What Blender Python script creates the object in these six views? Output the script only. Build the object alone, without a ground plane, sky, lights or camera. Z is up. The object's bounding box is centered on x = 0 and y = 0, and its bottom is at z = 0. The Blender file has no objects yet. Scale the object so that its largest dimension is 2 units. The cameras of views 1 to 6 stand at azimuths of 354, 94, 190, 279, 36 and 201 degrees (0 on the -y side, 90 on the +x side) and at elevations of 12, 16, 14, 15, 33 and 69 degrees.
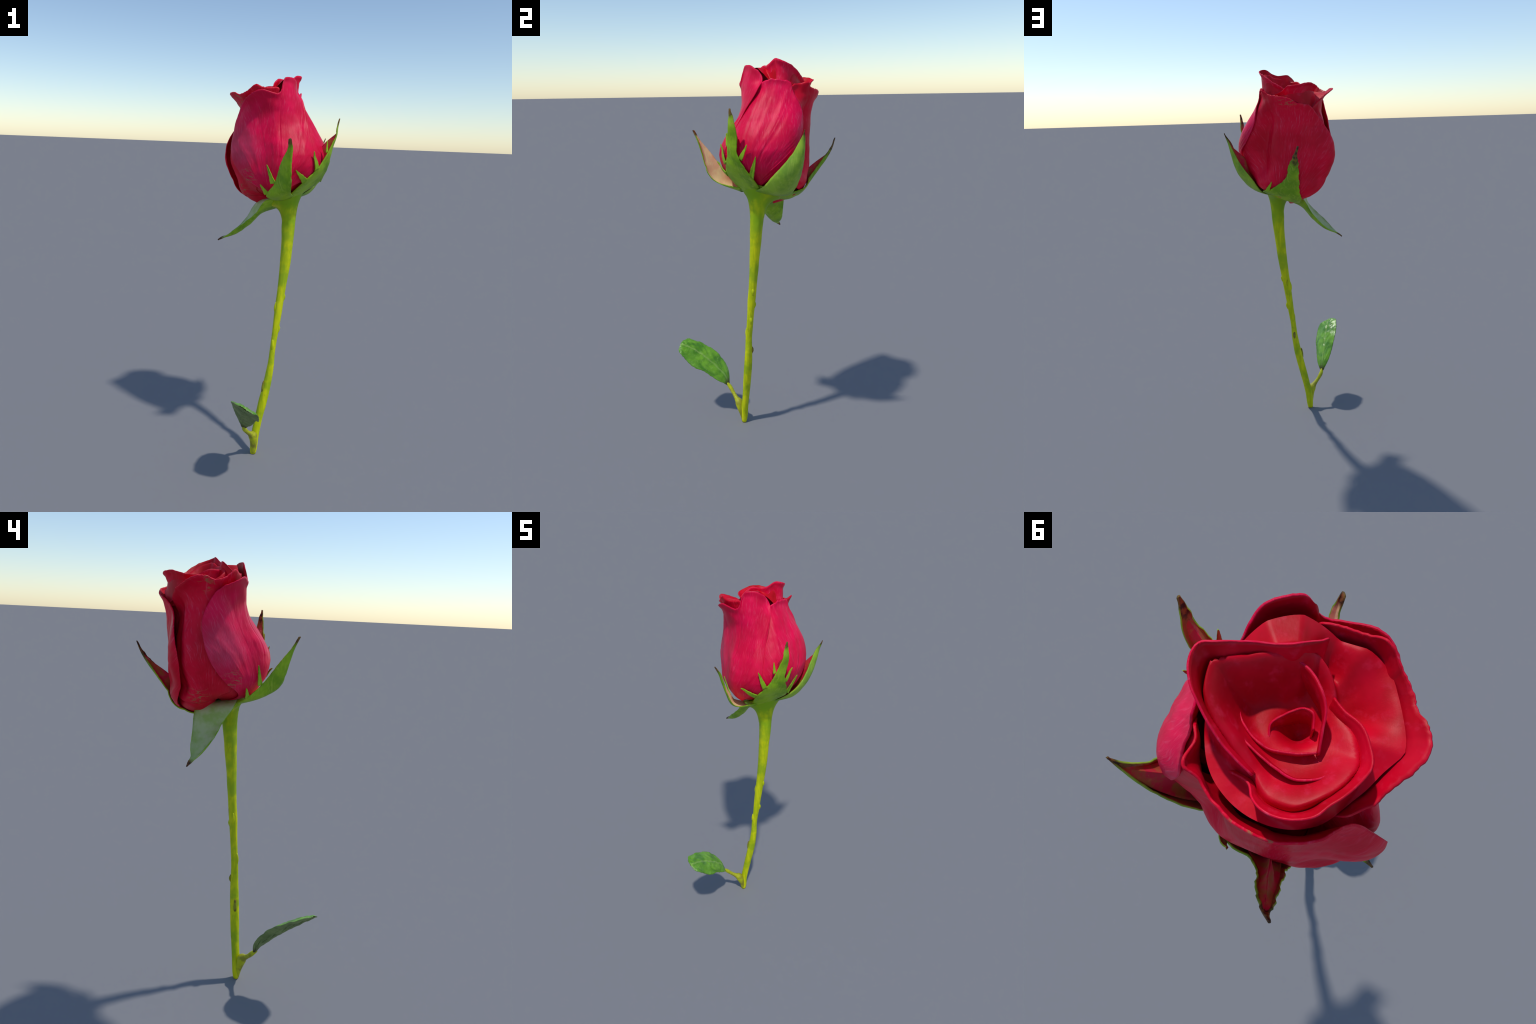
import bpy, math
import numpy as np
from mathutils import Vector, noise

# ----------------------------------------------------------------------------
#  A single red rose bud on its stem: closed outer petals, a rolled open top,
#  five sepals (one drooping), a tapering stem with prickles and one leaflet.
# ----------------------------------------------------------------------------
rng = np.random.default_rng(7)


# ------------------------------------------------------------------ helpers --
def catmull(P, n, closed=False):
    """resample control points with a centripetal-ish Catmull-Rom spline."""
    P = np.asarray(P, float)
    d = np.r_[0, np.cumsum(np.sqrt(np.linalg.norm(np.diff(P, axis=0), axis=1) + 1e-9))]
    d /= d[-1]
    return spline(d, P, np.linspace(0, 1, n))


def spline(x, Y, xs):
    """cubic Hermite (finite difference tangents) through (x, Y)."""
    x = np.asarray(x, float)
    Y = np.asarray(Y, float)
    if Y.ndim == 1:
        return spline(x, Y[:, None], xs)[:, 0]
    m = np.zeros_like(Y)
    s = np.diff(Y, axis=0) / np.diff(x)[:, None]
    m[0], m[-1] = s[0], s[-1]
    if len(x) > 2:
        w = (np.diff(x)[1:] / (x[2:] - x[:-2]))[:, None]
        m[1:-1] = s[:-1] * w + s[1:] * (1 - w)
    i = np.clip(np.searchsorted(x, xs) - 1, 0, len(x) - 2)
    h = (x[i + 1] - x[i])[:, None]
    t = ((np.asarray(xs) - x[i]) / (x[i + 1] - x[i]))[:, None]
    return ((2 * t**3 - 3 * t**2 + 1) * Y[i] + (t**3 - 2 * t**2 + t) * h * m[i]
            + (-2 * t**3 + 3 * t**2) * Y[i + 1] + (t**3 - t**2) * h * m[i + 1])


def sstep(a, b, x):
    t = np.clip((x - a) / (b - a), 0, 1)
    return t * t * (3 - 2 * t)


def fbm(p, f, seed=0.0, octv=3):
    v, a = 0.0, 1.0
    q = Vector(p) * f + Vector((seed, seed * 1.7, -seed))
    for _ in range(octv):
        v += a * noise.noise(q)
        q = q * 2.1
        a *= 0.5
    return v


def add_object(name, mesh, parent, mats):
    ob = bpy.data.objects.new(name, mesh)
    bpy.context.scene.collection.objects.link(ob)
    for m in mats:
        mesh.materials.append(m)
    ob.parent = parent
    return ob


def grid_mesh(name, G, wrap=False):
    """mesh from a grid of points G[i, j] (3)."""
    a, b = G.shape[:2]
    verts = [tuple(p) for p in G.reshape(-1, 3)]
    faces = []
    for i in range(a - 1):
        for j in range(b if wrap else b - 1):
            k = (j + 1) % b
            faces.append((i * b + j, (i + 1) * b + j, (i + 1) * b + k, i * b + k))
    me = bpy.data.meshes.new(name)
    me.from_pydata(verts, [], faces)
    me.validate()
    for p in me.polygons:
        p.use_smooth = True
    me.update()
    return me


def solid(ob, th, offset=-1.0, inner=1, rim=0):
    m = ob.modifiers.new("Thickness", 'SOLIDIFY')
    m.thickness = th
    m.offset = offset
    m.material_offset = inner
    m.material_offset_rim = rim
    m.use_even_offset = False
    return m


# ---------------------------------------------------------------- materials --
class Nodes:
    def __init__(self, name):
        self.mat = bpy.data.materials.new(name)
        self.mat.use_nodes = True
        self.t = self.mat.node_tree
        self.t.nodes.clear()
        self.out = self.t.nodes.new('ShaderNodeOutputMaterial')
        self.b = self.t.nodes.new('ShaderNodeBsdfPrincipled')
        self.t.links.new(self.b.outputs[0], self.out.inputs[0])
        self.obj = self.new('ShaderNodeTexCoord').outputs['Object']

    def new(self, kind, **kw):
        n = self.t.nodes.new(kind)
        for k, v in kw.items():
            setattr(n, k, v)
        return n

    def put(self, sock, v):
        if isinstance(v, bpy.types.NodeSocket):
            self.t.links.new(v, sock)
        elif v is not None:
            sock.default_value = v

    def math(self, op, a, b=None, c=None, clamp=False):
        n = self.new('ShaderNodeMath', operation=op, use_clamp=clamp)
        for s, v in zip(n.inputs, (a, b, c)):
            self.put(s, v)
        return n.outputs[0]

    def noise(self, vec, scale, detail=4.0, rough=0.55, dist=0.0):
        n = self.new('ShaderNodeTexNoise')
        self.put(n.inputs['Vector'], vec)
        n.inputs['Scale'].default_value = scale
        n.inputs['Detail'].default_value = detail
        n.inputs['Roughness'].default_value = rough
        n.inputs['Distortion'].default_value = dist
        return n.outputs[0]

    def ramp(self, fac, lo, hi):
        n = self.new('ShaderNodeMapRange', interpolation_type='SMOOTHSTEP')
        self.put(n.inputs[0], fac)
        n.inputs[1].default_value = lo
        n.inputs[2].default_value = hi
        return n.outputs[0]

    def mix(self, fac, a, b, mode='MIX'):
        n = self.new('ShaderNodeMix', data_type='RGBA', blend_type=mode)
        self.put(n.inputs[0], fac)
        self.put(n.inputs[6], a if not isinstance(a, tuple) else (*a, 1.0))
        self.put(n.inputs[7], b if not isinstance(b, tuple) else (*b, 1.0))
        return n.outputs[2]

    def xyz(self, vec):
        n = self.new('ShaderNodeSeparateXYZ')
        self.put(n.inputs[0], vec)
        return n.outputs

    def vec(self, x, y, z):
        n = self.new('ShaderNodeCombineXYZ')
        for s, v in zip(n.inputs, (x, y, z)):
            self.put(s, v)
        return n.outputs[0]

    def dist(self, p):
        n = self.new('ShaderNodeVectorMath', operation='DISTANCE')
        self.put(n.inputs[0], self.obj)
        n.inputs[1].default_value = p
        return n.outputs['Value']

    def bump(self, h, strength, d):
        n = self.new('ShaderNodeBump')
        n.inputs['Strength'].default_value = strength
        n.inputs['Distance'].default_value = d
        self.put(n.inputs['Height'], h)
        self.put(self.b.inputs['Normal'], n.outputs[0])

    def finish(self, col, rough, spec=0.3):
        self.put(self.b.inputs['Base Color'], col)
        self.put(self.b.inputs['Roughness'], rough)
        self.b.inputs['Specular IOR Level'].default_value = spec
        return self.mat


def polar(N, cx=0.0, cy=0.1):
    """angle about the bud axis and height, for streaks that run up a petal"""
    x, y, z = N.xyz(N.obj)
    ang = N.math('ARCTAN2', N.math('SUBTRACT', y, cy), N.math('SUBTRACT', x, cx))
    return ang, z


def petal_outer(name, centre, flash_sheen=None, scuffs=(), base=(0.80, 0.001, 0.056)):
    """crimson back of a petal: pale fine veins fanning out from its claw"""
    N = Nodes(name)
    ang, z = polar(N)
    # angle measured from the petal's own middle, fanned out from the claw
    rel = N.math('WRAP', N.math('SUBTRACT', ang, centre), math.pi, -math.pi)
    hgt = N.math('MAXIMUM', N.math('SUBTRACT', z, 1.22), 0.05)
    fan = N.math('DIVIDE', N.math('MULTIPLY', rel, 0.30), hgt)
    wob = N.math('MULTIPLY', N.math('SUBTRACT', N.noise(N.obj, 5.0, 2.0), 0.5), 0.28)
    fan = N.math('ADD', fan, wob)
    v1 = N.noise(N.vec(N.math('MULTIPLY', fan, 26.0), N.math('MULTIPLY', z, 9.0), 0.0), 1.0, 5.0, 0.62)
    v2 = N.noise(N.vec(N.math('MULTIPLY', fan, 80.0), N.math('MULTIPLY', z, 30.0), 3.0), 1.0, 4.0, 0.6)
    patch = N.ramp(N.noise(N.obj, 6.5, 3.0), 0.34, 0.68)
    streak = N.math('MULTIPLY', N.ramp(N.math('ADD', N.math('MULTIPLY', v1, 0.45), N.math('MULTIPLY', v2, 0.55)), 0.50, 0.68),
                    N.math('MULTIPLY_ADD', patch, 0.65, 0.30))
    col = N.mix(patch, (base[0] * 0.82, base[1], base[2] * 0.72), (base[0] * 1.08, base[1] * 1.6, base[2] * 1.25))
    col = N.mix(N.math('MULTIPLY', streak, 0.5), col, (0.88, 0.14, 0.24))
    dark = N.ramp(N.noise(N.obj, 16.0, 4.0, 0.6, 0.6), 0.60, 0.78)
    col = N.mix(N.math('MULTIPLY', dark, 0.35), col, (0.46, 0.002, 0.028))
    if flash_sheen is not None:           # camera-flash sheen painted as a violet patch on the shoulder
        d = N.ramp(N.math('ADD', N.dist(flash_sheen), N.math('MULTIPLY', N.noise(N.obj, 14.0), 0.06)), 0.17, 0.07)
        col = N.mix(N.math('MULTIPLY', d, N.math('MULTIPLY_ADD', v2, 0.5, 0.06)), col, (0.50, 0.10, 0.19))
    if scuffs:                      # dry tan bruises where a rim has been rubbed
        torn = N.ramp(N.noise(N.vec(*[N.math('MULTIPLY', s_, k_) for s_, k_ in zip(N.xyz(N.obj), (26.0, 26.0, 70.0))]), 1.0, 5.0, 0.65, 1.2), 0.50, 0.64)
        for p, reach in scuffs:
            near = N.ramp(N.dist(p), reach, reach * 0.3)
            col = N.mix(N.math('MULTIPLY', N.math('MULTIPLY', near, torn), 0.75), col, (0.36, 0.17, 0.08))
    N.bump(N.math('ADD', N.math('MULTIPLY', v1, 0.6), N.math('MULTIPLY', v2, 0.4)), 0.25, 0.006)
    return N.finish(col, N.math('MULTIPLY_ADD', v2, 0.22, 0.32), 0.16)


def petal_inner(name):
    """velvety upper face of a petal: deep saturated red"""
    N = Nodes(name)
    n1 = N.noise(N.obj, 9.0, 3.0)
    n2 = N.noise(N.obj, 45.0, 4.0, 0.6)
    col = N.mix(N.ramp(n1, 0.35, 0.66), (0.50, 0.001, 0.010), (0.70, 0.001, 0.022))
    col = N.mix(N.math('MULTIPLY', N.ramp(n2, 0.52, 0.75), 0.35), col, (0.80, 0.03, 0.09))
    N.bump(n2, 0.15, 0.004)
    return N.finish(col, 0.45, 0.16)


def sepal_outer(name, tip, reach, tint=0.0):
    """green back of a sepal with lengthwise paler veins, browned at the tip"""
    N = Nodes(name)
    big = N.noise(N.obj, 11.0, 4.0)
    vein = N.noise(N.vec(*[N.math('MULTIPLY', s, k) for s, k in zip(N.xyz(N.obj), (60.0, 60.0, 14.0))]), 1.0, 4.0, 0.6, 0.8)
    col = N.mix(N.ramp(big, 0.33, 0.66), (0.16, 0.33, 0.006), (0.32, 0.53, 0.012))
    col = N.mix(N.math('MULTIPLY', N.ramp(vein, 0.48, 0.72), 0.5), col, (0.46, 0.60, 0.06))
    if tint:
        col = N.mix(tint, col, (0.30, 0.38, 0.20))
    d = N.math('ADD', N.dist(tip), N.math('MULTIPLY', N.math('SUBTRACT', N.noise(N.obj, 28.0), 0.5), reach * 1.1))
    brown = N.ramp(d, reach, reach * 0.35)
    col = N.mix(brown, col, N.mix(N.ramp(N.noise(N.obj, 60.0), 0.4, 0.6), (0.035, 0.018, 0.010), (0.20, 0.11, 0.02)))
    N.bump(vein, 0.3, 0.005)
    return N.finish(col, 0.5, 0.3)


def sepal_inner(name, a, b, tip, reach):
    """inside of a sepal: pale or wine-flushed, withered brown towards the tip"""
    N = Nodes(name)
    vein = N.noise(N.vec(*[N.math('MULTIPLY', s, k) for s, k in zip(N.xyz(N.obj), (55.0, 55.0, 12.0))]), 1.0, 4.0, 0.6, 0.6)
    col = N.mix(N.ramp(N.noise(N.obj, 17.0, 4.0), 0.36, 0.64), a, b)
    col = N.mix(N.math('MULTIPLY', N.ramp(vein, 0.5, 0.75), 0.3), col, (0.55, 0.48, 0.30))
    d = N.math('ADD', N.dist(tip), N.math('MULTIPLY', N.math('SUBTRACT', N.noise(N.obj, 30.0), 0.5), reach))
    brown = N.ramp(d, reach, reach * 0.45)
    col = N.mix(brown, col, N.mix(N.ramp(N.noise(N.obj, 70.0), 0.4, 0.6), (0.035, 0.016, 0.010), (0.22, 0.08, 0.02)))
    N.bump(vein, 0.3, 0.004)
    return N.finish(col, 0.55, 0.25)


def stem_material():
    N = Nodes("stem_skin")
    x, y, z = N.xyz(N.obj)
    long = N.noise(N.vec(N.math('MULTIPLY', x, 40.0), N.math('MULTIPLY', y, 40.0), N.math('MULTIPLY', z, 7.0)), 1.0, 4.0, 0.6, 0.5)
    blot = N.noise(N.obj, 9.0, 4.0)
    col = N.mix(N.ramp(long, 0.35, 0.65), (0.46, 0.54, 0.004), (0.70, 0.70, 0.006))
    col = N.mix(N.math('MULTIPLY', N.ramp(blot, 0.46, 0.66), 0.75), col, (0.28, 0.43, 0.012))
    green = N.ramp(N.math('ADD', z, N.math('MULTIPLY', N.noise(N.obj, 12.0), 0.25)), 1.28, 1.46)                      # greener hip under the calyx
    col = N.mix(N.math('MULTIPLY', green, N.ramp(blot, 0.25, 0.55)), col, (0.24, 0.42, 0.008))
    scuff = N.ramp(N.noise(N.vec(N.math('MULTIPLY', x, 60.0), N.math('MULTIPLY', y, 60.0), N.math('MULTIPLY', z, 16.0)), 1.0, 5.0, 0.6, 1.0), 0.62, 0.74)
    col = N.mix(N.math('MULTIPLY', scuff, 0.65), col, (0.25, 0.18, 0.012))
    N.bump(long, 0.25, 0.006)
    return N.finish(col, 0.48, 0.2)


def leaf_material(name, upper):
    N = Nodes(name)
    blot = N.noise(N.obj, 13.0, 5.0, 0.6, 0.8)
    fine = N.noise(N.obj, 75.0, 3.0)
    if upper:
        col = N.mix(N.ramp(blot, 0.35, 0.65), (0.07, 0.22, 0.012), (0.18, 0.41, 0.025))
        col = N.mix(N.math('MULTIPLY', N.ramp(fine, 0.55, 0.75), 0.4), col, (0.30, 0.46, 0.13))
        x, y, z = N.xyz(N.obj)
        off = N.math('ABSOLUTE', N.math('SUBTRACT', x, N.math('MULTIPLY_ADD', y, 0.0714, -0.1353)))
        col = N.mix(N.math('MULTIPLY', N.ramp(off, 0.007, 0.001), 0.45), col, (0.34, 0.50, 0.12))   # pale midrib
        rough = 0.34
    else:
        col = N.mix(N.ramp(blot, 0.35, 0.65), (0.12, 0.18, 0.05), (0.22, 0.29, 0.10))
        rough = 0.6
    base = N.ramp(N.dist((-0.146, -0.15, 0.197)), 0.06, 0.015)     # withered at the stalk
    col = N.mix(base, col, (0.07, 0.06, 0.012))
    end = N.ramp(N.math('ADD', N.dist((-0.145, -0.445, 0.44)), N.math('MULTIPLY', N.noise(N.obj, 40.0), 0.05)), 0.055, 0.025)
    col = N.mix(N.math('MULTIPLY', end, 0.6), col, (0.34, 0.36, 0.24))
    N.bump(blot, 0.35, 0.008)
    return N.finish(col, rough, 0.4)


def plain(name, c, d, rough=0.6, sc=40.0):
    N = Nodes(name)
    col = N.mix(N.ramp(N.noise(N.obj, sc, 3.0), 0.38, 0.62), c, d)
    return N.finish(col, rough, 0.3)


# ------------------------------------------------------------- bud envelope --
# radius of the closed bud about its (slightly leaning) axis,
# every 30 degrees from +x, at a stack of heights
LEVELS = [1.45, 1.50, 1.55, 1.60, 1.65, 1.70, 1.75, 1.80, 1.85, 1.90, 1.98]
GIRTH = np.array([
    [.192, .200, .210, .192, .212, .240, .185, .178, .172, .192, .202, .192],
    [.220, .222, .212, .202, .223, .262, .210, .190, .182, .207, .218, .222],
    [.238, .240, .212, .203, .225, .280, .230, .190, .178, .214, .232, .248],
    [.250, .252, .212, .203, .225, .280, .233, .188, .171, .206, .228, .253],
    [.245, .252, .205, .193, .215, .262, .224, .180, .162, .194, .214, .248],
    [.225, .240, .195, .186, .203, .235, .208, .172, .152, .168, .193, .233],
    [.205, .215, .185, .178, .192, .203, .190, .166, .146, .154, .172, .212],
    [.180, .185, .178, .178, .188, .172, .170, .162, .150, .152, .165, .190],
    [.163, .163, .176, .186, .188, .178, .168, .164, .168, .166, .168, .168],
    [.153, .156, .165, .158, .158, .186, .208, .190, .195, .178, .170, .160],
    [.150, .150, .160, .160, .160, .190, .205, .190, .185, .164, .152, .150]])


def bud_axis(z):
    return np.stack([np.interp(z, [1.6, 1.9], [0.0, -0.045]), np.interp(z, [1.6, 1.9], [0.10, 0.165])], -1)


FLOOR = np.array([1.388, 1.368, 1.348, 1.328, 1.308, 1.330, 1.380, 1.388, 1.382, 1.376, 1.392, 1.400])


def bud_floor(th):
    """height of the bud's underside: it sags on the side away from the stem"""
    f = (np.degrees(np.asarray(th, float)) % 360) / 30.0
    i = np.floor(f).astype(int) % 12
    w = f - np.floor(f)
    w = w * w * (3 - 2 * w) * 0.5 + w * 0.5
    return FLOOR[i] * (1 - w) + FLOOR[(i + 1) % 12] * w


def bud_radius(th, z):
    """smooth periodic lookup in GIRTH, closing like an egg towards the calyx"""
    th = np.asarray(th, float)
    z = np.asarray(z, float)
    f = (np.degrees(th) % 360) / 30.0
    i = np.floor(f).astype(int) % 12
    w = f - np.floor(f)
    zi = (np.clip(z, 1.45, 1.98) - 1.45) / 0.05
    zi = np.where(zi > 9, 9 + (zi - 9) / 1.6, zi)
    zi = np.clip(zi, 0, 9.9999)
    k = zi.astype(int)
    u = zi - k

    def cubic(p, q):
        return p[1] + 0.5 * q * (p[2] - p[0] + q * (2 * p[0] - 5 * p[1] + 4 * p[2] - p[3] + q * (3 * (p[1] - p[2]) + p[3] - p[0])))

    def ring(kk):
        kk = np.clip(kk, 0, 10)
        return cubic([GIRTH[kk, (i + o) % 12] for o in (-1, 0, 1, 2)], w)
    r = cubic([ring(k + o) for o in (-1, 0, 1, 2)], u)
    t = np.clip((z - bud_floor(th)) / 0.145, 0, 1)
    return r * np.sqrt(np.maximum(1 - (1 - t)**3, 0))


def outer_petal(name, outline, middle, layer, parent, mats, shape=None, seed=0.0, nt=150, nv=70, curl=0.007, thick=0.0045):
    """a petal lying on the bud: its outline is given as (degrees, height) from
    the lower left, over the rim, to the lower right; it fans out from its claw."""
    B = catmull(np.array(outline) * (0.004, 1.0), nt) / (0.004, 1.0)
    ragged = np.array([fbm((b[0] * 0.1, b[1] * 12, seed), 1.5, seed) for b in B])
    fine = np.array([fbm((b[0] * 0.5, b[1] * 40, seed), 1.0, seed + 5) for b in B])
    dB = np.gradient(B * (0.004, 1.0), axis=0)
    across = (np.abs(dB[:, 0]) / (np.linalg.norm(dB, axis=1) + 1e-9))**2
    B[:, 1] += (0.0035 * ragged + 0.0018 * fine) * across
    v = np.linspace(0, 1, nv)[:, None]**0.9
    th0 = middle
    th = np.radians(th0 + (B[None, :, 0] - th0) * v)
    zb = bud_floor(th) + 0.004
    z = zb + (B[None, :, 1] - zb) * v
    r = bud_radius(th, z) + layer
    edge = sstep(0.93, 1.0, v)
    r = r + curl * edge * edge * sstep(1.70, 1.80, z)
    if shape is not None:
        r = r + shape(np.degrees(th), z, v)
    ax = bud_axis(z)
    P = np.stack([ax[..., 0] + r * np.cos(th), ax[..., 1] + r * np.sin(th), z], -1)
    for a in range(P.shape[0]):
        for b in range(P.shape[1]):
            p = P[a, b]
            w = min(1.0, v[a, 0] * 2)
            crease = fbm((b / P.shape[1] * 20, v[a, 0] * 1.3, seed), 1.0, seed + 9, 3)     # folds running up from the claw
            d = 0.0026 * fbm(p, 9.0, seed, 2) + 0.0008 * fbm(p, 34.0, seed + 3, 2) + 0.0022 * crease * sstep(0.15, 0.45, v[a, 0])
            P[a, b, 0] += math.cos(th[a, b]) * d * w
            P[a, b, 1] += math.sin(th[a, b]) * d * w
    ob = add_object(name, grid_mesh(name, P[:, ::-1]), parent, mats)
    solid(ob, thick, -1.0)
    return ob


def inner_petal(name, rim, parent, mats, centre=(-0.03, 0.17), spread=0.25, foot=1.70, lean=0.0, seed=0.0, n=70, rows=30, thick=0.0036, lip=0.08):
    """a petal seen from above: its rim is a curve in space, its wall drops into the bud"""
    C = catmull(rim, n)
    v = np.linspace(0, 1, rows)
    c = np.array(centre)
    P = np.zeros((rows, n, 3))
    for j, q in enumerate(C):
        q = q + np.array([0, 0, 0.0025 * fbm(q, 30.0, seed)])
        d = q[:2] - c
        rad = np.linalg.norm(d) + 1e-6
        for i, s in enumerate(v):
            k = 1 + lip * (1 - sstep(0.0, 0.11, s)) - lip * 0.5 - lean * sstep(0.0, 0.45, s) + (spread + lean) * sstep(0.4, 1.0, s)
            P[i, j, :2] = c + d * k
            P[i, j, 2] = q[2] + (foot - q[2]) * s
            dd = 0.004 * fbm(P[i, j], 13.0, seed, 2) * min(1, s * 6 + .3)
            P[i, j, :2] += d / rad * dd
    turn = np.sum((C[:-1, 0] - c[0]) * np.diff(C[:, 1]) - (C[:-1, 1] - c[1]) * np.diff(C[:, 0]))
    P = P[::-1, ::-1] if turn > 0 else P[::-1]
    ob = add_object(name, grid_mesh(name, P), parent, mats)
    solid(ob, thick, -1.0)
    return ob


# ------------------------------------------------------------------- sepals --
def clear_of_bud(G, gap=0.017):
    """lift points that sink into the bud back onto its surface"""
    ax = bud_axis(G[..., 2])
    d = G[..., :2] - ax
    r = np.linalg.norm(d, axis=-1) + 1e-9
    th = np.arctan2(d[..., 1], d[..., 0])
    need = bud_radius(th, G[..., 2]) + gap
    ok = (G[..., 2] > bud_floor(th) + 0.03)
    push = np.where(ok & (r < need), np.minimum(need - r, 0.05), 0)
    G[..., :2] += d / r[..., None] * push[..., None]


def sepal(name, rows, lobes, parent, mats, seed=0.0, n=44, m=19, thick=0.005, frill=0.003):
    """rows of (left, keel, right) points from calyx to tip, plus side lobes"""
    L, M, R = (catmull([r[k] for r in rows], n) for k in range(3))
    G = np.zeros((n, m, 3))
    for i in range(n):
        s = np.linspace(-1, 1, m)[:, None]
        # quadratic through left, keel, right
        G[i] = L[i] * (s * (s - 1) / 2) + M[i] * (1 - s * s) + R[i] * (s * (s + 1) / 2)
        t = i / (n - 1)
        wid = np.linalg.norm(L[i] - R[i])
        for j in range(m):
            e = abs(s[j, 0])
            f = fbm((t * 9, s[j, 0] * 0.8, seed), 2.0, seed)
            side = (R[i] - L[i]) / (wid + 1e-6) * (1 if s[j, 0] > 0 else -1)
            G[i, j] += side * (e**3) * frill * f * min(1, wid / 0.03) * sstep(0.12, 0.3, t)
            G[i, j, 2] += 0.0025 * fbm(G[i, j], 26.0, seed, 2) * sstep(0.1, 0.3, t)
    clear_of_bud(G)
    ob = add_object(name, grid_mesh(name, G), parent, mats)
    solid(ob, thick, 1.0, rim=1)
    for root, dirn, tip, w in lobes:        # pointed side lobes of the sepal
        root, dirn, tip = (np.array(q, float) for q in (root, dirn, tip))
        k = 16
        Q = np.zeros((k, 7, 3))
        for i in range(k):
            t = i / (k - 1)
            c = root * (1 - t) + tip * t
            c = c + (root + (tip - root) * 0.5 - c) * 0 + dirn * 0.0
            ww = w * (1 - t)**0.75 * (1 + 0.25 * fbm((t * 6, seed, w * 90), 1.4, seed)) + 0.0009
            for j in range(7):
                s = (j - 3) / 3
                bend = np.cross(dirn, tip - root)
                bend = bend / (np.linalg.norm(bend) + 1e-9)
                Q[i, j] = c + dirn * ww * s - bend * 0.18 * ww * (1 - s * s)
        clear_of_bud(Q)
        lo = add_object("sepal_lobe", grid_mesh("sepal_lobe", Q), parent, mats)
        solid(lo, thick * 0.8, 0.0, rim=1)
    return ob


def ring_loft(name, rings, parent, mats, seg=36, cap=True):
    """rings: (centre, normal, radius); returns a tube with closed ends"""
    G = np.zeros((len(rings), seg, 3))
    for i, (c, nrm, r) in enumerate(rings):
        nrm = Vector(nrm).normalized()
        x = Vector((1, 0, 0))
        x = (x - nrm * x.dot(nrm)).normalized()
        y = nrm.cross(x)
        for j in range(seg):
            a = 2 * math.pi * j / seg
            rr = r(a) if callable(r) else r
            p = Vector(c) + (x * math.cos(a) + y * math.sin(a)) * rr
            G[i, j] = p
    me = grid_mesh(name, np.ascontiguousarray(G[:, ::-1]), wrap=True)
    if cap:
        import bmesh
        bm = bmesh.new()
        bm.from_mesh(me)
        edges = [e for e in bm.edges if e.is_boundary]
        bmesh.ops.holes_fill(bm, edges=edges, sides=0)
        bmesh.ops.recalc_face_normals(bm, faces=bm.faces)
        bm.to_mesh(me)
        bm.free()
    return add_object(name, me, parent, mats)


# =========================================================================
#  BUILD
# =========================================================================
root = bpy.data.objects.new("rose", None)
root.location = (0, 0, 0)
bpy.context.scene.collection.objects.link(root)
root["label"] = "single red rose bud on a thin green stem with one leaf"
root["category"] = "rose flower"

M_in = petal_inner("petal_inside")
M_front = petal_outer("petal_front_crimson", math.radians(-105), flash_sheen=(-0.205, 0.015, 1.63), scuffs=(((-0.150, 0.0, 1.49), 0.07),))
M_right = petal_outer("petal_bright_crimson", math.radians(-15))
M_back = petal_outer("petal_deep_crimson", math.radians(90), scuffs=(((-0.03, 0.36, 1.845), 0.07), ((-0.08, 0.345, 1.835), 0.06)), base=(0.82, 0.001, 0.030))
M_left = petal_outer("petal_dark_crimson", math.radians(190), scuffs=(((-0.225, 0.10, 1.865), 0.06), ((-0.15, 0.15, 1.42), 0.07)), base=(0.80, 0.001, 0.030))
M_top = petal_outer("petal_rim_crimson", math.radians(60), base=(0.82, 0.002, 0.045))

flower = bpy.data.objects.new("flower_head", None)
bpy.context.scene.collection.objects.link(flower)
flower.parent = root


# --- four outer petals ---------------------------------------------------
def bump(x, c, w):
    return np.exp(-((x - c) / w)**2)


def left_shape(th, z, v):       # tucked in under the edge of the back petal
    return (-0.042 * sstep(163, 149, th) * sstep(1.82, 1.74, z) * sstep(1.36, 1.46, z) - 0.011 * sstep(1.86, 1.76, z)
            - 0.020 * bump(th, 173, 12) * sstep(1.78, 1.66, z) * sstep(1.42, 1.50, z) - 0.016 * sstep(214, 232, th))


def back_shape(th, z, v):       # free right edge stands proud, fold on its left side
    low = sstep(1.80, 1.70, z) * sstep(1.40, 1.50, z)
    return (0.007 * bump(th, 156, 7) * low - 0.012 * sstep(157, 161, th) * low - 0.022 * bump(th, 134, 13) * low
            + 0.022 * bump(th, 46, 7) * sstep(1.84, 1.895, z)
            - 0.048 * bump(th, 59, 14) * sstep(1.84, 1.72, z) * sstep(1.42, 1.54, z)
            - 0.003 * bump(th, 112, 4) * sstep(1.74, 1.60, z) - 0.007 * sstep(60, 30, th))


def front_shape(th, z, v):      # soft ridge running up to the tall lobe
    return (0.006 * bump(th, 296 + (z - 1.6) * 60, 5) * sstep(1.5, 1.6, z) * sstep(1.8, 1.7, z)
            - 0.005 * sstep(303, 314, th) * sstep(1.88, 1.78, z)
            - 0.024 * sstep(308, 332, th) * sstep(1.86, 1.93, z))      # the lobe folds in over the heart


def right_shape(th, z, v):
    return -0.004 - 0.013 * sstep(346, 322, th) * sstep(1.76, 1.87, z)


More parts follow.
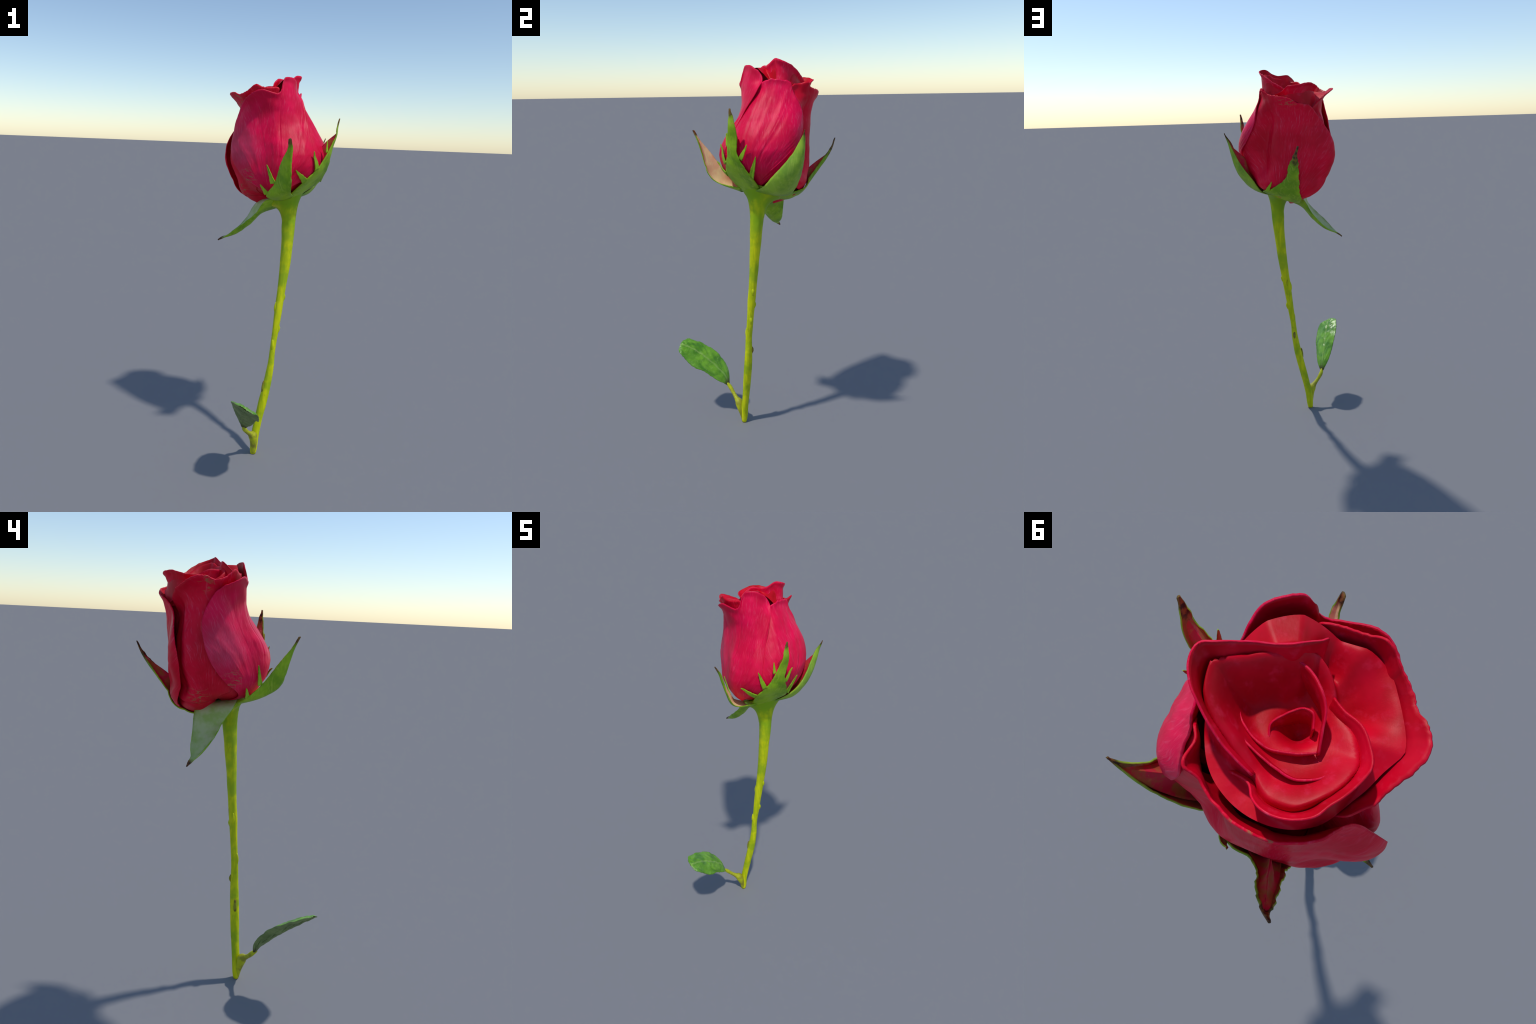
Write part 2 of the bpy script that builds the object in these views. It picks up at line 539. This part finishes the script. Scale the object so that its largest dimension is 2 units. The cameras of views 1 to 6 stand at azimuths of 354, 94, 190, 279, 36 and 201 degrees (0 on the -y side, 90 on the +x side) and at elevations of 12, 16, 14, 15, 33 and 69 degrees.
petal_left = outer_petal("petal", [
    (128, 1.42), (126, 1.60), (128, 1.74), (140, 1.81), (152, 1.843), (163, 1.860), (177, 1.882), (190, 1.896), (199, 1.897),
    (208, 1.885), (217, 1.889), (228, 1.905), (237, 1.926), (244, 1.934), (251, 1.925), (260, 1.921), (270, 1.923), (279, 1.922),
    (282, 1.88), (277, 1.78), (263, 1.62), (241, 1.46)],
    185, 0.0, flower, [M_left, M_in], left_shape, 1.3, nt=180)
petal_back = outer_petal("petal", [
    (5, 1.47), (4, 1.60), (9, 1.74), (18, 1.85), (26, 1.882), (35, 1.890), (46, 1.893), (52, 1.884), (60, 1.870), (74, 1.863),
    (85, 1.856), (96, 1.846), (104, 1.830), (115, 1.820), (130, 1.808), (139, 1.783), (146, 1.755), (152, 1.705), (156, 1.65),
    (158, 1.60), (159, 1.55), (158, 1.505), (156, 1.465), (151, 1.425), (144, 1.39), (135, 1.36)],
    92, 0.004, flower, [M_back, M_in], back_shape, 2.1, nt=180)
petal_right = outer_petal("petal", [
    (299, 1.47), (291, 1.60), (296, 1.74), (312, 1.85), (325, 1.888), (333, 1.897), (342, 1.906), (354, 1.910), (370, 1.904),
    (380, 1.892), (384, 1.868), (390, 1.833), (398, 1.793), (403, 1.748), (403, 1.692), (398, 1.638), (391, 1.589), (380, 1.527), (369, 1.466)],
    338, 0.007, flower, [M_right, M_in], right_shape, 3.7)
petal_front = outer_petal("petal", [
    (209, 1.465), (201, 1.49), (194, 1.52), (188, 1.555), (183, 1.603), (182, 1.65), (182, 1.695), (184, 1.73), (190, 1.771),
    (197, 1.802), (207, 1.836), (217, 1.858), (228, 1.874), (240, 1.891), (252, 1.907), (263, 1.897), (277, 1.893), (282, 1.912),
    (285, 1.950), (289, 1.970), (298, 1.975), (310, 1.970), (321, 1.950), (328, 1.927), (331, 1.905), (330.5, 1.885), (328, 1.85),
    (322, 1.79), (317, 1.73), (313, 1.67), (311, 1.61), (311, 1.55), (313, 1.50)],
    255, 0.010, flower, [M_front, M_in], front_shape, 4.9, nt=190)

# --- rolled petals seen in the open top ------------------------------------
inner_petal("petal", [
    (-0.041, 0.038, 1.930), (-0.035, 0.056, 1.947), (-0.020, 0.077, 1.966), (-0.008, 0.090, 1.974), (0.015, 0.100, 1.972), (0.041, 0.108, 1.970),
    (0.064, 0.122, 1.979), (0.088, 0.145, 1.998), (0.110, 0.156, 1.996), (0.115, 0.182, 1.985), (0.102, 0.209, 1.977), (0.074, 0.234, 1.958),
    (0.043, 0.256, 1.935), (0.010, 0.269, 1.915), (-0.016, 0.276, 1.900)],
    flower, [M_top, M_in], spread=0.04, lean=0.04, seed=11.0, foot=1.74)
inner_petal("petal", [
    (0.020, 0.275, 1.870), (-0.015, 0.285, 1.885), (-0.029, 0.306, 1.895), (-0.048, 0.320, 1.905), (-0.070, 0.323, 1.908), (-0.096, 0.319, 1.910),
    (-0.125, 0.305, 1.917), (-0.138, 0.285, 1.920), (-0.151, 0.265, 1.920), (-0.169, 0.223, 1.910), (-0.173, 0.198, 1.905),
    (-0.157, 0.167, 1.905), (-0.135, 0.143, 1.905), (-0.108, 0.130, 1.900), (-0.084, 0.115, 1.900)],
    flower, [M_back, M_in], centre=(-0.06, 0.2), spread=-0.12, lean=0.14, seed=12.0, foot=1.78)
inner_petal("petal", [
    (0.030, 0.116, 1.915), (0.058, 0.132, 1.914), (0.074, 0.158, 1.908), (0.058, 0.192, 1.903), (0.022, 0.226, 1.900),
    (-0.010, 0.242, 1.898), (-0.042, 0.252, 1.896), (-0.074, 0.256, 1.892), (-0.108, 0.240, 1.888), (-0.125, 0.215, 1.880)],
    flower, [M_top, M_in], spread=0.0, lean=0.15, seed=14.0, foot=1.72)
inner_petal("petal", [
    (0.047, 0.184, 1.876), (0.058, 0.165, 1.886), (0.052, 0.140, 1.900), (0.042, 0.119, 1.915), (0.019, 0.107, 1.925), (-0.005, 0.094, 1.935),
    (-0.039, 0.103, 1.936), (-0.066, 0.126, 1.936), (-0.081, 0.147, 1.925), (-0.088, 0.178, 1.908), (-0.094, 0.203, 1.89)],
    flower, [M_top, M_in], spread=0.10, lean=-.1, seed=15.0, foot=1.72)
inner_petal("petal", [
    (0.050, 0.176, 1.890), (0.034, 0.198, 1.890), (0.005, 0.217, 1.888), (-0.025, 0.224, 1.886), (-0.062, 0.217, 1.888), (-0.090, 0.205, 1.890)],
    flower, [M_top, M_in], spread=0.0, lean=0.1, seed=16.0, foot=1.72)
inner_petal("petal", [
    (-0.010, 0.200, 1.870), (-0.006, 0.182, 1.880), (-0.022, 0.162, 1.888), (-0.044, 0.146, 1.896), (-0.064, 0.148, 1.90), (-0.074, 0.170, 1.89)],
    flower, [M_top, M_in], centre=(-0.05, 0.18), spread=0.0, seed=17.0, foot=1.72)

# --- packed heart of the bud, filling the hollows between the rims ---------
loop = np.array([(0, .145, 1.992), (18, .144, 1.977), (30, .135, 1.962), (49, .12, 1.935), (65, .115, 1.915), (80, .118, 1.90), (95, .148, 1.90),
                 (112, .162, 1.91), (131, .155, 1.917), (157, .144, 1.912), (167, .138, 1.905), (179, .12, 1.905), (206, .085, 1.90),
                 (226, .082, 1.905), (250, .10, 1.925), (267, .108, 1.945), (280, .092, 1.966), (308, .085, 1.972), (337, .108, 1.977),
                 (351, .125, 1.99), (360, .145, 1.992)])      # the inner petals' common rim: angle, radius, height
brims = np.array([(0, 1.885), (30, 1.875), (60, 1.86), (95, 1.848), (112, 1.826), (130, 1.792), (155, 1.822), (185, 1.876), (203, 1.878), (218, 1.882), (232, 1.892), (245, 1.910),
                  (262, 1.902), (285, 1.958), (310, 1.962), (328, 1.935), (342, 1.90), (360, 1.885)])
core = np.zeros((56, 120, 3))
for j in range(120):
    deg = 3.0 * j
    a = math.radians(deg)
    rl, zl = 0.90 * np.interp(deg, loop[:, 0], loop[:, 1]), np.interp(deg, loop[:, 0], loop[:, 2])
    zo = np.interp(deg, brims[:, 0], brims[:, 1])
    ro = 0.12
    for _ in range(12):                                    # where this ray meets the outer petals at brim height
        ax_ = bud_axis(zo)
        qx, qy = -0.035 + ro * math.cos(a) - ax_[0], 0.165 + ro * math.sin(a) - ax_[1]
        ro += 0.8 * (float(bud_radius(math.atan2(qy, qx), zo)) - 0.013 - 0.018 * math.exp(-((deg - 252) / 22)**2) - math.hypot(qx, qy))
    ro = max(ro, rl + 0.006)
    zv = zo - 0.042 * sstep(188, 212, deg) * sstep(278, 262, deg)      # hollow between the left petal and the heart
    for i in range(56):
        rr = ro * i / 55
        x_, y_ = -0.035 + rr * math.cos(a), 0.165 + rr * math.sin(a)
        f = rr / rl
        if f < 1:
            z = 1.872 + (zl - 0.016 - 1.872) * sstep(0.42, 1.0, f)**1.3
        else:
            z = (zl - 0.016) + (zv - zl + 0.016) * sstep(rl, min(ro, rl + 0.014), rr) + (zo - zv) * sstep(rl + 0.012, ro, rr)
        z -= 0.040 * math.exp(-((x_ + 0.046)**2 + (y_ - 0.166)**2) / 0.024**2)
        z += 0.005 * fbm((x_, y_, 0), 10.0, 3.0, 2) * sstep(0.0, 0.25, f)
        core[i, j] = (x_, y_, z)
heart = add_object("petal_heart", grid_mesh("petal_heart", core, wrap=True), flower, [M_in])

# closed under-layer of inner petals that the outer ones wrap
body = np.zeros((50, 96, 3))
for i in range(50):
    for j in range(96):
        a = 2 * math.pi * j / 96
        z = bud_floor(a) + 0.002 + (1.80 - bud_floor(a)) * (i / 49)**1.5
        rr = float(bud_radius(a, z)) - 0.014 - 0.056 * math.exp(-((math.degrees(a) - 143) / 30)**2) * sstep(1.34, 1.44, z) - 0.055 * math.exp(-((math.degrees(a) - 58) / 18)**2) * sstep(1.40, 1.5, z)
        ax_ = bud_axis(z)
        body[i, j] = (ax_[0] + max(rr, 0.004) * math.cos(a), ax_[1] + max(rr, 0.004) * math.sin(a), z)
add_object("petal_body", grid_mesh("petal_body", np.ascontiguousarray(body[:, ::-1]), wrap=True), flower, [M_left])

# --- stem -------------------------------------------------------------------
M_stem = stem_material()
spine_z = [0.0, 0.096, 0.192, 0.288, 0.385, 0.481, 0.577, 0.673, 0.769, 0.865, 0.962, 1.058, 1.154, 1.250]
spine_x = [-.083, -.075, -.058, -.038, -.017, -.002, .006, .018, .028, .040, .051, .060, .065, .069]
spine_y = [-.060, -.054, -.043, -.033, -.024, -.017, -.013, -.003, .006, .016, .025, .033, .041, .049]
rad_z = [0.0, 0.02, 0.09, 0.18, 0.28, 0.38, 0.46, 0.54, 0.64, 0.73, 0.80, 0.88, 0.97, 1.06, 1.15, 1.25]
rad_r = [.0145, .0175, .0195, .0198, .0220, .0215, .0195, .0165, .0170, .0190, .0205, .0212, .0240, .0270, .0298, .0342]
zs = np.linspace(0, 1.25, 110)
cx, cy, cr = spline(spine_z, spine_x, zs), spline(spine_z, spine_y, zs), spline(rad_z, rad_r, zs)


def stem_radius(z, r):
    def f(a):
        p = (math.cos(a) * 0.6, math.sin(a) * 0.6, z * 5)
        return r * (1 + 0.09 * fbm(p, 1.6, 31.0, 2) + 0.05 * math.cos(2 * a + z * 6))
    return f


rings = [((x, y, z), (0.05, 0.03, 1), stem_radius(z, r)) for x, y, z, r in zip(cx, cy, zs, cr)]
rings[0] = (rings[0][0], (0, 0, 1), rings[0][2])
hip = [(1.25, .069, .049, .0342, (0.05, .03, 1)), (1.29, .067, .053, .040, (-.05, .05, 1)), (1.322, .063, .058, .050, (-.15, .10, 1)),
       (1.346, .057, .065, .067, (-.28, .16, 1)), (1.364, .050, .071, .090, (-.36, .20, 1)), (1.376, .052, .073, .096, (-.38, .21, 1)),
       (1.394, .056, .071, .098, (-.38, .21, 1))]
hz = np.linspace(0, 1, 22)[1:]
hp = catmull([h[1:3] + (h[0],) + h[3:4] + h[4] for h in hip], 22)[1:]
rings += [((h[0], h[1], h[2]), tuple(h[4:7]), h[3]) for h in hp]
stem = ring_loft("stem", rings, root, [M_stem])

# prickle stubs and scars
M_scar = plain("prickle_skin", (0.30, 0.30, 0.02), (0.17, 0.12, 0.015))
for zt, ang, ln, up in [(0.86, 15, .007, .05), (0.80, 190, .005, .07), (0.69, 20, .006, .05), (0.78, 80, .005, .045), (0.60, 245, .004, .07),
                        (0.50, 95, .010, .05), (0.36, 200, .005, .09)]:
    a = math.radians(ang)
    c = Vector((float(np.interp(zt, zs, cx)), float(np.interp(zt, zs, cy)), zt))
    rr = float(np.interp(zt, zs, cr))
    d = Vector((math.cos(a), math.sin(a), 0))
    base = c + d * rr * 0.70
    k = 9
    rr_ = []
    for i in range(k):
        t = i / (k - 1)
        rr_.append(((base + d * (0.7 * ln * math.sin(math.pi * (t * 0.86 + 0.07)) ** 1.2) + Vector((0, 0, up * (t - 0.5)))), (0, 0, 1), 0.0075 * math.sin(math.pi * (0.1 + 0.8 * t)) + 0.001))
    ring_loft("prickle", [(tuple(p), n_, r_) for p, n_, r_ in rr_], stem, [M_stem if zt > .55 else M_scar], seg=10)

# --- sepals ------------------------------------------------------------------
tips = [(.006, -.264, 1.684), (.283, -.044, 1.785), (.291, .281, 1.690), (-.109, .439, 1.626), (-.292, .149, 1.135)]
SO = [sepal_outer("sepal_back_green", tips[0], 0.06), sepal_outer("sepal_back_bright", tips[1], 0.05), sepal_outer("sepal_back_broad", tips[2], 0.05, 0.12),
      sepal_outer("sepal_back_withered", tips[3], 0.13), sepal_outer("sepal_back_drooping", tips[4], 0.05)]
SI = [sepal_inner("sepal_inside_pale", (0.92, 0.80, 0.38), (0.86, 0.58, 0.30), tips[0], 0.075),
      sepal_inner("sepal_inside_wine", (0.34, 0.10, 0.03), (0.30, 0.20, 0.04), tips[1], 0.09),
      sepal_inner("sepal_inside_flushed", (0.34, 0.10, 0.05), (0.40, 0.19, 0.06), tips[2], 0.09),
      sepal_inner("sepal_inside_brown", (0.22, 0.06, 0.02), (0.30, 0.14, 0.03), tips[3], 0.14),
      sepal_inner("sepal_inside_grey_green", (0.47, 0.54, 0.24), (0.33, 0.46, 0.11), tips[4], 0.05)]

SEPAL_FRONT = [
    [(-.035, .000, 1.375), (.020, -.030, 1.375), (.075, -.025, 1.400)],
    [(-.066, -.042, 1.397), (-.010, -.095, 1.398), (.040, -.145, 1.424)],
    [(-.036, -.112, 1.465), (.000, -.160, 1.448), (.034, -.190, 1.465)],
    [(-.026, -.160, 1.530), (.008, -.200, 1.520), (.029, -.212, 1.530)],
    [(-.016, -.196, 1.581), (.010, -.224, 1.580), (.026, -.224, 1.585)],
    [(.001, -.232, 1.630), (.014, -.243, 1.632), (.025, -.241, 1.635)],
    [(.000, -.256, 1.676), (.006, -.264, 1.677), (.012, -.264, 1.677)]]
sepal("sepal", SEPAL_FRONT,
    [((-.042, -.105, 1.462), (.8, -.5, .1), (-.076, -.100, 1.552), .013), ((-.062, -.055, 1.405), (.8, -.5, .2), (-.100, -.056, 1.453), .013)],
    flower, [SI[0], SO[0]], 1.0)
SEPAL_BRIGHT = [
    [(.040, -.030, 1.385), (.095, .020, 1.385), (.120, .080, 1.395)],
    [(.110, -.080, 1.470), (.160, -.010, 1.455), (.215, .045, 1.465)],
    [(.150, -.077, 1.515), (.200, -.032, 1.510), (.236, .015, 1.510)],
    [(0.193, -0.073, 1.560), (0.229, -0.043, 1.560), (0.249, -0.011, 1.560)],
    [(0.219, -0.069, 1.600), (0.243, -0.048, 1.605), (0.253, -0.023, 1.600)],
    [(0.241, -0.065, 1.650), (0.254, -0.050, 1.650), (0.267, -0.017, 1.655)],
    [(0.265, -0.057, 1.705), (0.273, -0.048, 1.705), (0.279, -0.023, 1.705)],
    [(.270, -.052, 1.745), (.276, -.046, 1.745), (.280, -.031, 1.745)],
    [(.281, -.048, 1.785), (.284, -.044, 1.786), (.284, -.039, 1.783)]]
sepal("sepal", SEPAL_BRIGHT,
    [((.222, -.068, 1.620), (.6, .6, .3), (.221, -.070, 1.677), .008), ((.165, -.076, 1.535), (.75, .5, .4), (.152, -.108, 1.623), .012),
     ((.110, -.078, 1.478), (.5, .2, .8), (.062, -.140, 1.532), .014), ((.238, -.005, 1.560), (.3, .8, -.4), (.266, .025, 1.628), .010),
     ((.222, .038, 1.475), (.2, .8, -.5), (.270, .064, 1.575), .013)],
    flower, [SI[1], SO[1]], 2.0)
SEPAL_BROAD = [
    [(.105, .030, 1.385), (.100, .105, 1.372), (.070, .165, 1.360)],
    [(.182, .088, 1.426), (.185, .160, 1.398), (.115, .219, 1.380)],
    [(.235, .135, 1.480), (.230, .212, 1.458), (.160, .260, 1.455)],
    [(.250, .190, 1.540), (.252, .252, 1.525), (.208, .277, 1.525)],
    [(.252, .230, 1.590), (.262, .270, 1.580), (.236, .283, 1.580)],
    [(.264, .262, 1.645), (.274, .278, 1.640), (.264, .286, 1.640)],
    [(.290, .281, 1.690), (.291, .282, 1.690), (.291, .283, 1.690)]]
sepal("sepal", SEPAL_BROAD,
    [], flower, [SI[2], SO[2]], 3.0, frill=0.0015)
SEPAL_WITHERED = [
    [(.070, .130, 1.365), (.010, .150, 1.335), (-.040, .120, 1.325)],
    [(.080, .205, 1.390), (.000, .225, 1.346), (-.080, .205, 1.325)],
    [(.035, .278, 1.415), (-.030, .295, 1.396), (-.088, .280, 1.390)],
    [(-.026, .328, 1.465), (-.060, .345, 1.458), (-.095, .330, 1.455)],
    [(-.052, .378, 1.530), (-.078, .393, 1.522), (-.099, .384, 1.530)],
    [(-.078, .414, 1.578), (-.092, .424, 1.576), (-.104, .418, 1.580)],
    [(-.104, .437, 1.626), (-.108, .440, 1.627), (-.112, .437, 1.626)]]
sepal("sepal", SEPAL_WITHERED,
    [((.062, .235, 1.395), (-.8, .3, .2), (.049, .314, 1.446), .016)],
    flower, [SI[3], SO[3]], 4.0, frill=0.006)
SEPAL_DROOPING = [
    [(.000, .165, 1.365), (.005, .085, 1.322), (.000, .000, 1.388)],
    [(-.082, .178, 1.345), (-.072, .098, 1.290), (-.068, .002, 1.362)],
    [(-.140, .172, 1.258), (-.128, .110, 1.230), (-.102, .042, 1.300)],
    [(-.194, .164, 1.198), (-.181, .118, 1.188), (-.155, .060, 1.248)],
    [(-.239, .149, 1.163), (-.226, .118, 1.164), (-.205, .082, 1.208)],
    [(-.274, .151, 1.150), (-.268, .138, 1.148), (-.260, .126, 1.157)],
    [(-.293, .152, 1.135), (-.292, .149, 1.134), (-.290, .146, 1.135)]]
sepal("sepal", SEPAL_DROOPING,
    [], flower, [SI[4], SO[4]], 5.0, frill=0.0015)
# its fleshy upper face, lying flat against the underside of the bud
LINING = []
for l_, m_, r_ in SEPAL_DROOPING:
    l_, m_, r_ = (np.array(q) for q in (l_, m_, r_))
    up = (l_ + r_) / 2 * 0.8 + m_ * 0.2
    LINING.append([l_ * 0.96 + up * 0.04, up, r_ * 0.96 + up * 0.04])
LINING[0] = [q + np.array((.02, 0, .012)) for q in LINING[0]]
LINING[1][1] = LINING[1][1] + np.array((0, 0, .016))
sepal("sepal_lining", LINING, [], flower, [SI[4], SI[4]], 5.5, frill=0.0, thick=0.003)

def sepal_scan_fill(name, rows, t0, t1, t2, parent, mat, n=40, m=13, drop=0.03, seed=0.0):
    """fill left by the scan between the inner side of a sepal and the bud"""
    L, M, R = (catmull([r[k] for r in rows], n + 10) for k in range(3))
    T = np.linspace(0, 1, n + 10)
    keep = (T >= t0) & (T <= t2)
    L, M, R, T = L[keep], M[keep], R[keep], T[keep]
    G = np.zeros((len(T), 2 * m - 1, 3))
    for i, t in enumerate(T):
        z = M[i, 2] - drop * sstep(t0, t1, t)
        ax = bud_axis(z)
        d = M[i, :2] - ax
        th = math.atan2(d[1], d[0])
        r = float(bud_radius(th, z)) - 0.012
        B = np.array([ax[0] + r * math.cos(th), ax[1] + r * math.sin(th), z])
        k = sstep(t1, t2, t)
        B = B * (1 - k) + (M[i] + 0.25 * ((L[i] + R[i]) / 2 - M[i])) * k
        cen = (L[i] + R[i]) / 2 * 0.6 + M[i] * 0.4
        for j in range(2 * m - 1):
            e = j / (m - 1)
            A = (L[i] if e <= 1 else R[i]) * 0.72 + cen * 0.28
            u = e if e <= 1 else 2 - e
            p = A * (1 - u) + B * u + (cen - (A + B) / 2) * 0.55 * 4 * u * (1 - u) * 0.5
            p = p + 0.004 * fbm(p, 30.0, seed, 2) * np.array([1, 1, 0.6]) * math.sin(math.pi * u)
            G[i, j] = p
    ob = add_object(name, grid_mesh(name, G), parent, [mat])
    solid(ob, 0.002, 0.0)
    return ob


def scan_fill_material():
    N = Nodes("scan_fill_wine")  # red and brown for the scan fill behind the sepals, not plant tissue
    n1 = N.noise(N.obj, 20.0, 4.0, 0.6)
    n2 = N.noise(N.obj, 55.0, 4.0, 0.6)
    col = N.mix(N.ramp(n1, 0.42, 0.60), (0.56, 0.014, 0.045), (0.36, 0.10, 0.025))
    col = N.mix(N.math('MULTIPLY', N.ramp(n2, 0.55, 0.75), 0.5), col, (0.42, 0.24, 0.04))
    N.bump(n2, 0.3, 0.004)
    return N.finish(col, 0.55, 0.2)


M_scan_fill = scan_fill_material()
sepal_scan_fill("sepal_scan_fill", SEPAL_BRIGHT, 0.12, 0.64, 0.84, flower, M_scan_fill, seed=1.0, drop=0.02)
sepal_scan_fill("sepal_scan_fill", SEPAL_BROAD, 0.20, 0.66, 0.88, flower, M_scan_fill, seed=2.0, drop=0.02)
sepal_scan_fill("sepal_scan_fill", SEPAL_WITHERED, 0.22, 0.60, 0.84, flower, M_scan_fill, seed=3.0, drop=0.03)

# --- leaf ---------------------------------------------------------------------
rows = [
    [(-.143, -.152, .197), (-.146, -.150, .195), (-.149, -.149, .199)],
    [(-.115, -.195, .228), (-.156, -.172, .268), (-.190, -.160, .280)],
    [(-.096, -.280, .298), (-.156, -.262, .356), (-.216, -.222, .372)],
    [(-.086, -.335, .330), (-.158, -.324, .403), (-.228, -.308, .424)],
    [(-.095, -.405, .388), (-.164, -.390, .440), (-.226, -.362, .452)],
    [(-.112, -.436, .416), (-.166, -.428, .453), (-.218, -.404, .462)],
    [(-.136, -.446, .434), (-.168, -.440, .452), (-.195, -.428, .461)]]
n, m = 60, 31
L, M, R = (catmull([r[k] for r in rows], n) for k in range(3))
L, R = L + (M - L) * 0.09, R + (M - R) * 0.05
pull = np.linspace(0, 1, n)[:, None] * np.array((0.0, 0.007, -0.002))
L, M, R = L + pull, M + pull, R + pull
G = np.zeros((n, m, 3))
for i in range(n):
    t = i / (n - 1)
    for j in range(m):
        s = (j - 15) / 15
        p = L[i] * (s * (s - 1) / 2) + M[i] * (1 - s * s) + R[i] * (s * (s + 1) / 2)
        serr = 0.0025 * (1 - abs(((t * 17) % 1) * 2 - 1)) * abs(s)**6 * sstep(0.15, 0.3, t)
        side = (R[i] - L[i]) / (np.linalg.norm(R[i] - L[i]) + 1e-6)
        p = p + side * serr * np.sign(s)
        rib = -0.006 * math.exp(-(s / 0.07)**2) * (1 - t * 0.7)
        ribs = 0.0022 * math.cos((t * 9 - abs(s) * 2.2) * 2 * math.pi) * (1 - abs(s))
        p[2] += (rib + ribs + 0.0045 * fbm(p, 24.0, 5.0, 3) + 0.006 * abs(s)**3 * fbm((t * 5, float(np.sign(s)), 0), 2.0, 8.0, 2)) * sstep(0, 0.12, t)
        G[i, j] = p
# fleshy underside: thickest along the midrib, thin at the margin
S_ = np.linspace(-1, 1, m)[None, :]
T_ = np.linspace(0, 1, n)[:, None]
depth = 0.004 + 0.026 * (1 - S_**2) * np.sin(np.pi * np.clip(T_ * 1.02, 0, 1))**0.7
du, dv = np.gradient(G, axis=0), np.gradient(G, axis=1)
nrm = np.cross(du, dv)
nrm /= np.linalg.norm(nrm, axis=-1, keepdims=True) + 1e-12
nrm *= np.where(nrm[..., 2:3] < 0, -1, 1)
under = G - nrm * depth[..., None]
shell = np.concatenate([G, under[:, ::-1]], axis=1)          # closed loop across the blade
me = grid_mesh("leaf", shell, wrap=True)
top_faces = [p for p in me.polygons if p.index % (2 * m) < m - 1]
if sum(p.normal.z for p in top_faces) < 0:
    me.flip_normals()
leaf = add_object("leaf", me, root, [leaf_material("leaf_upper", True), leaf_material("leaf_under", False)])
for p in me.polygons:
    p.material_index = 0 if p.index % (2 * m) < m - 1 else 1

pts = catmull([(-.082, -.062, .006), (-.083, -.070, .055), (-.086, -.083, .098), (-.092, -.089, .120), (-.108, -.108, .140), (-.128, -.128, .165), (-.143, -.147, .192), (-.147, -.165, .212)], 30)
pr = spline([0, .28, .46, .56, .68, .85, 1], [.013, .020, .0225, .014, .0105, .0115, .008], np.linspace(0, 1, 30))
tang = np.gradient(pts, axis=0)
ring_loft("leaf_stalk", [(tuple(p), tuple(t), float(r)) for p, t, r in zip(pts, tang, pr)], leaf,
          [plain("leaf_stalk_skin", (0.50, 0.53, 0.01), (0.30, 0.29, 0.02), 0.5, 24.0)], seg=16)
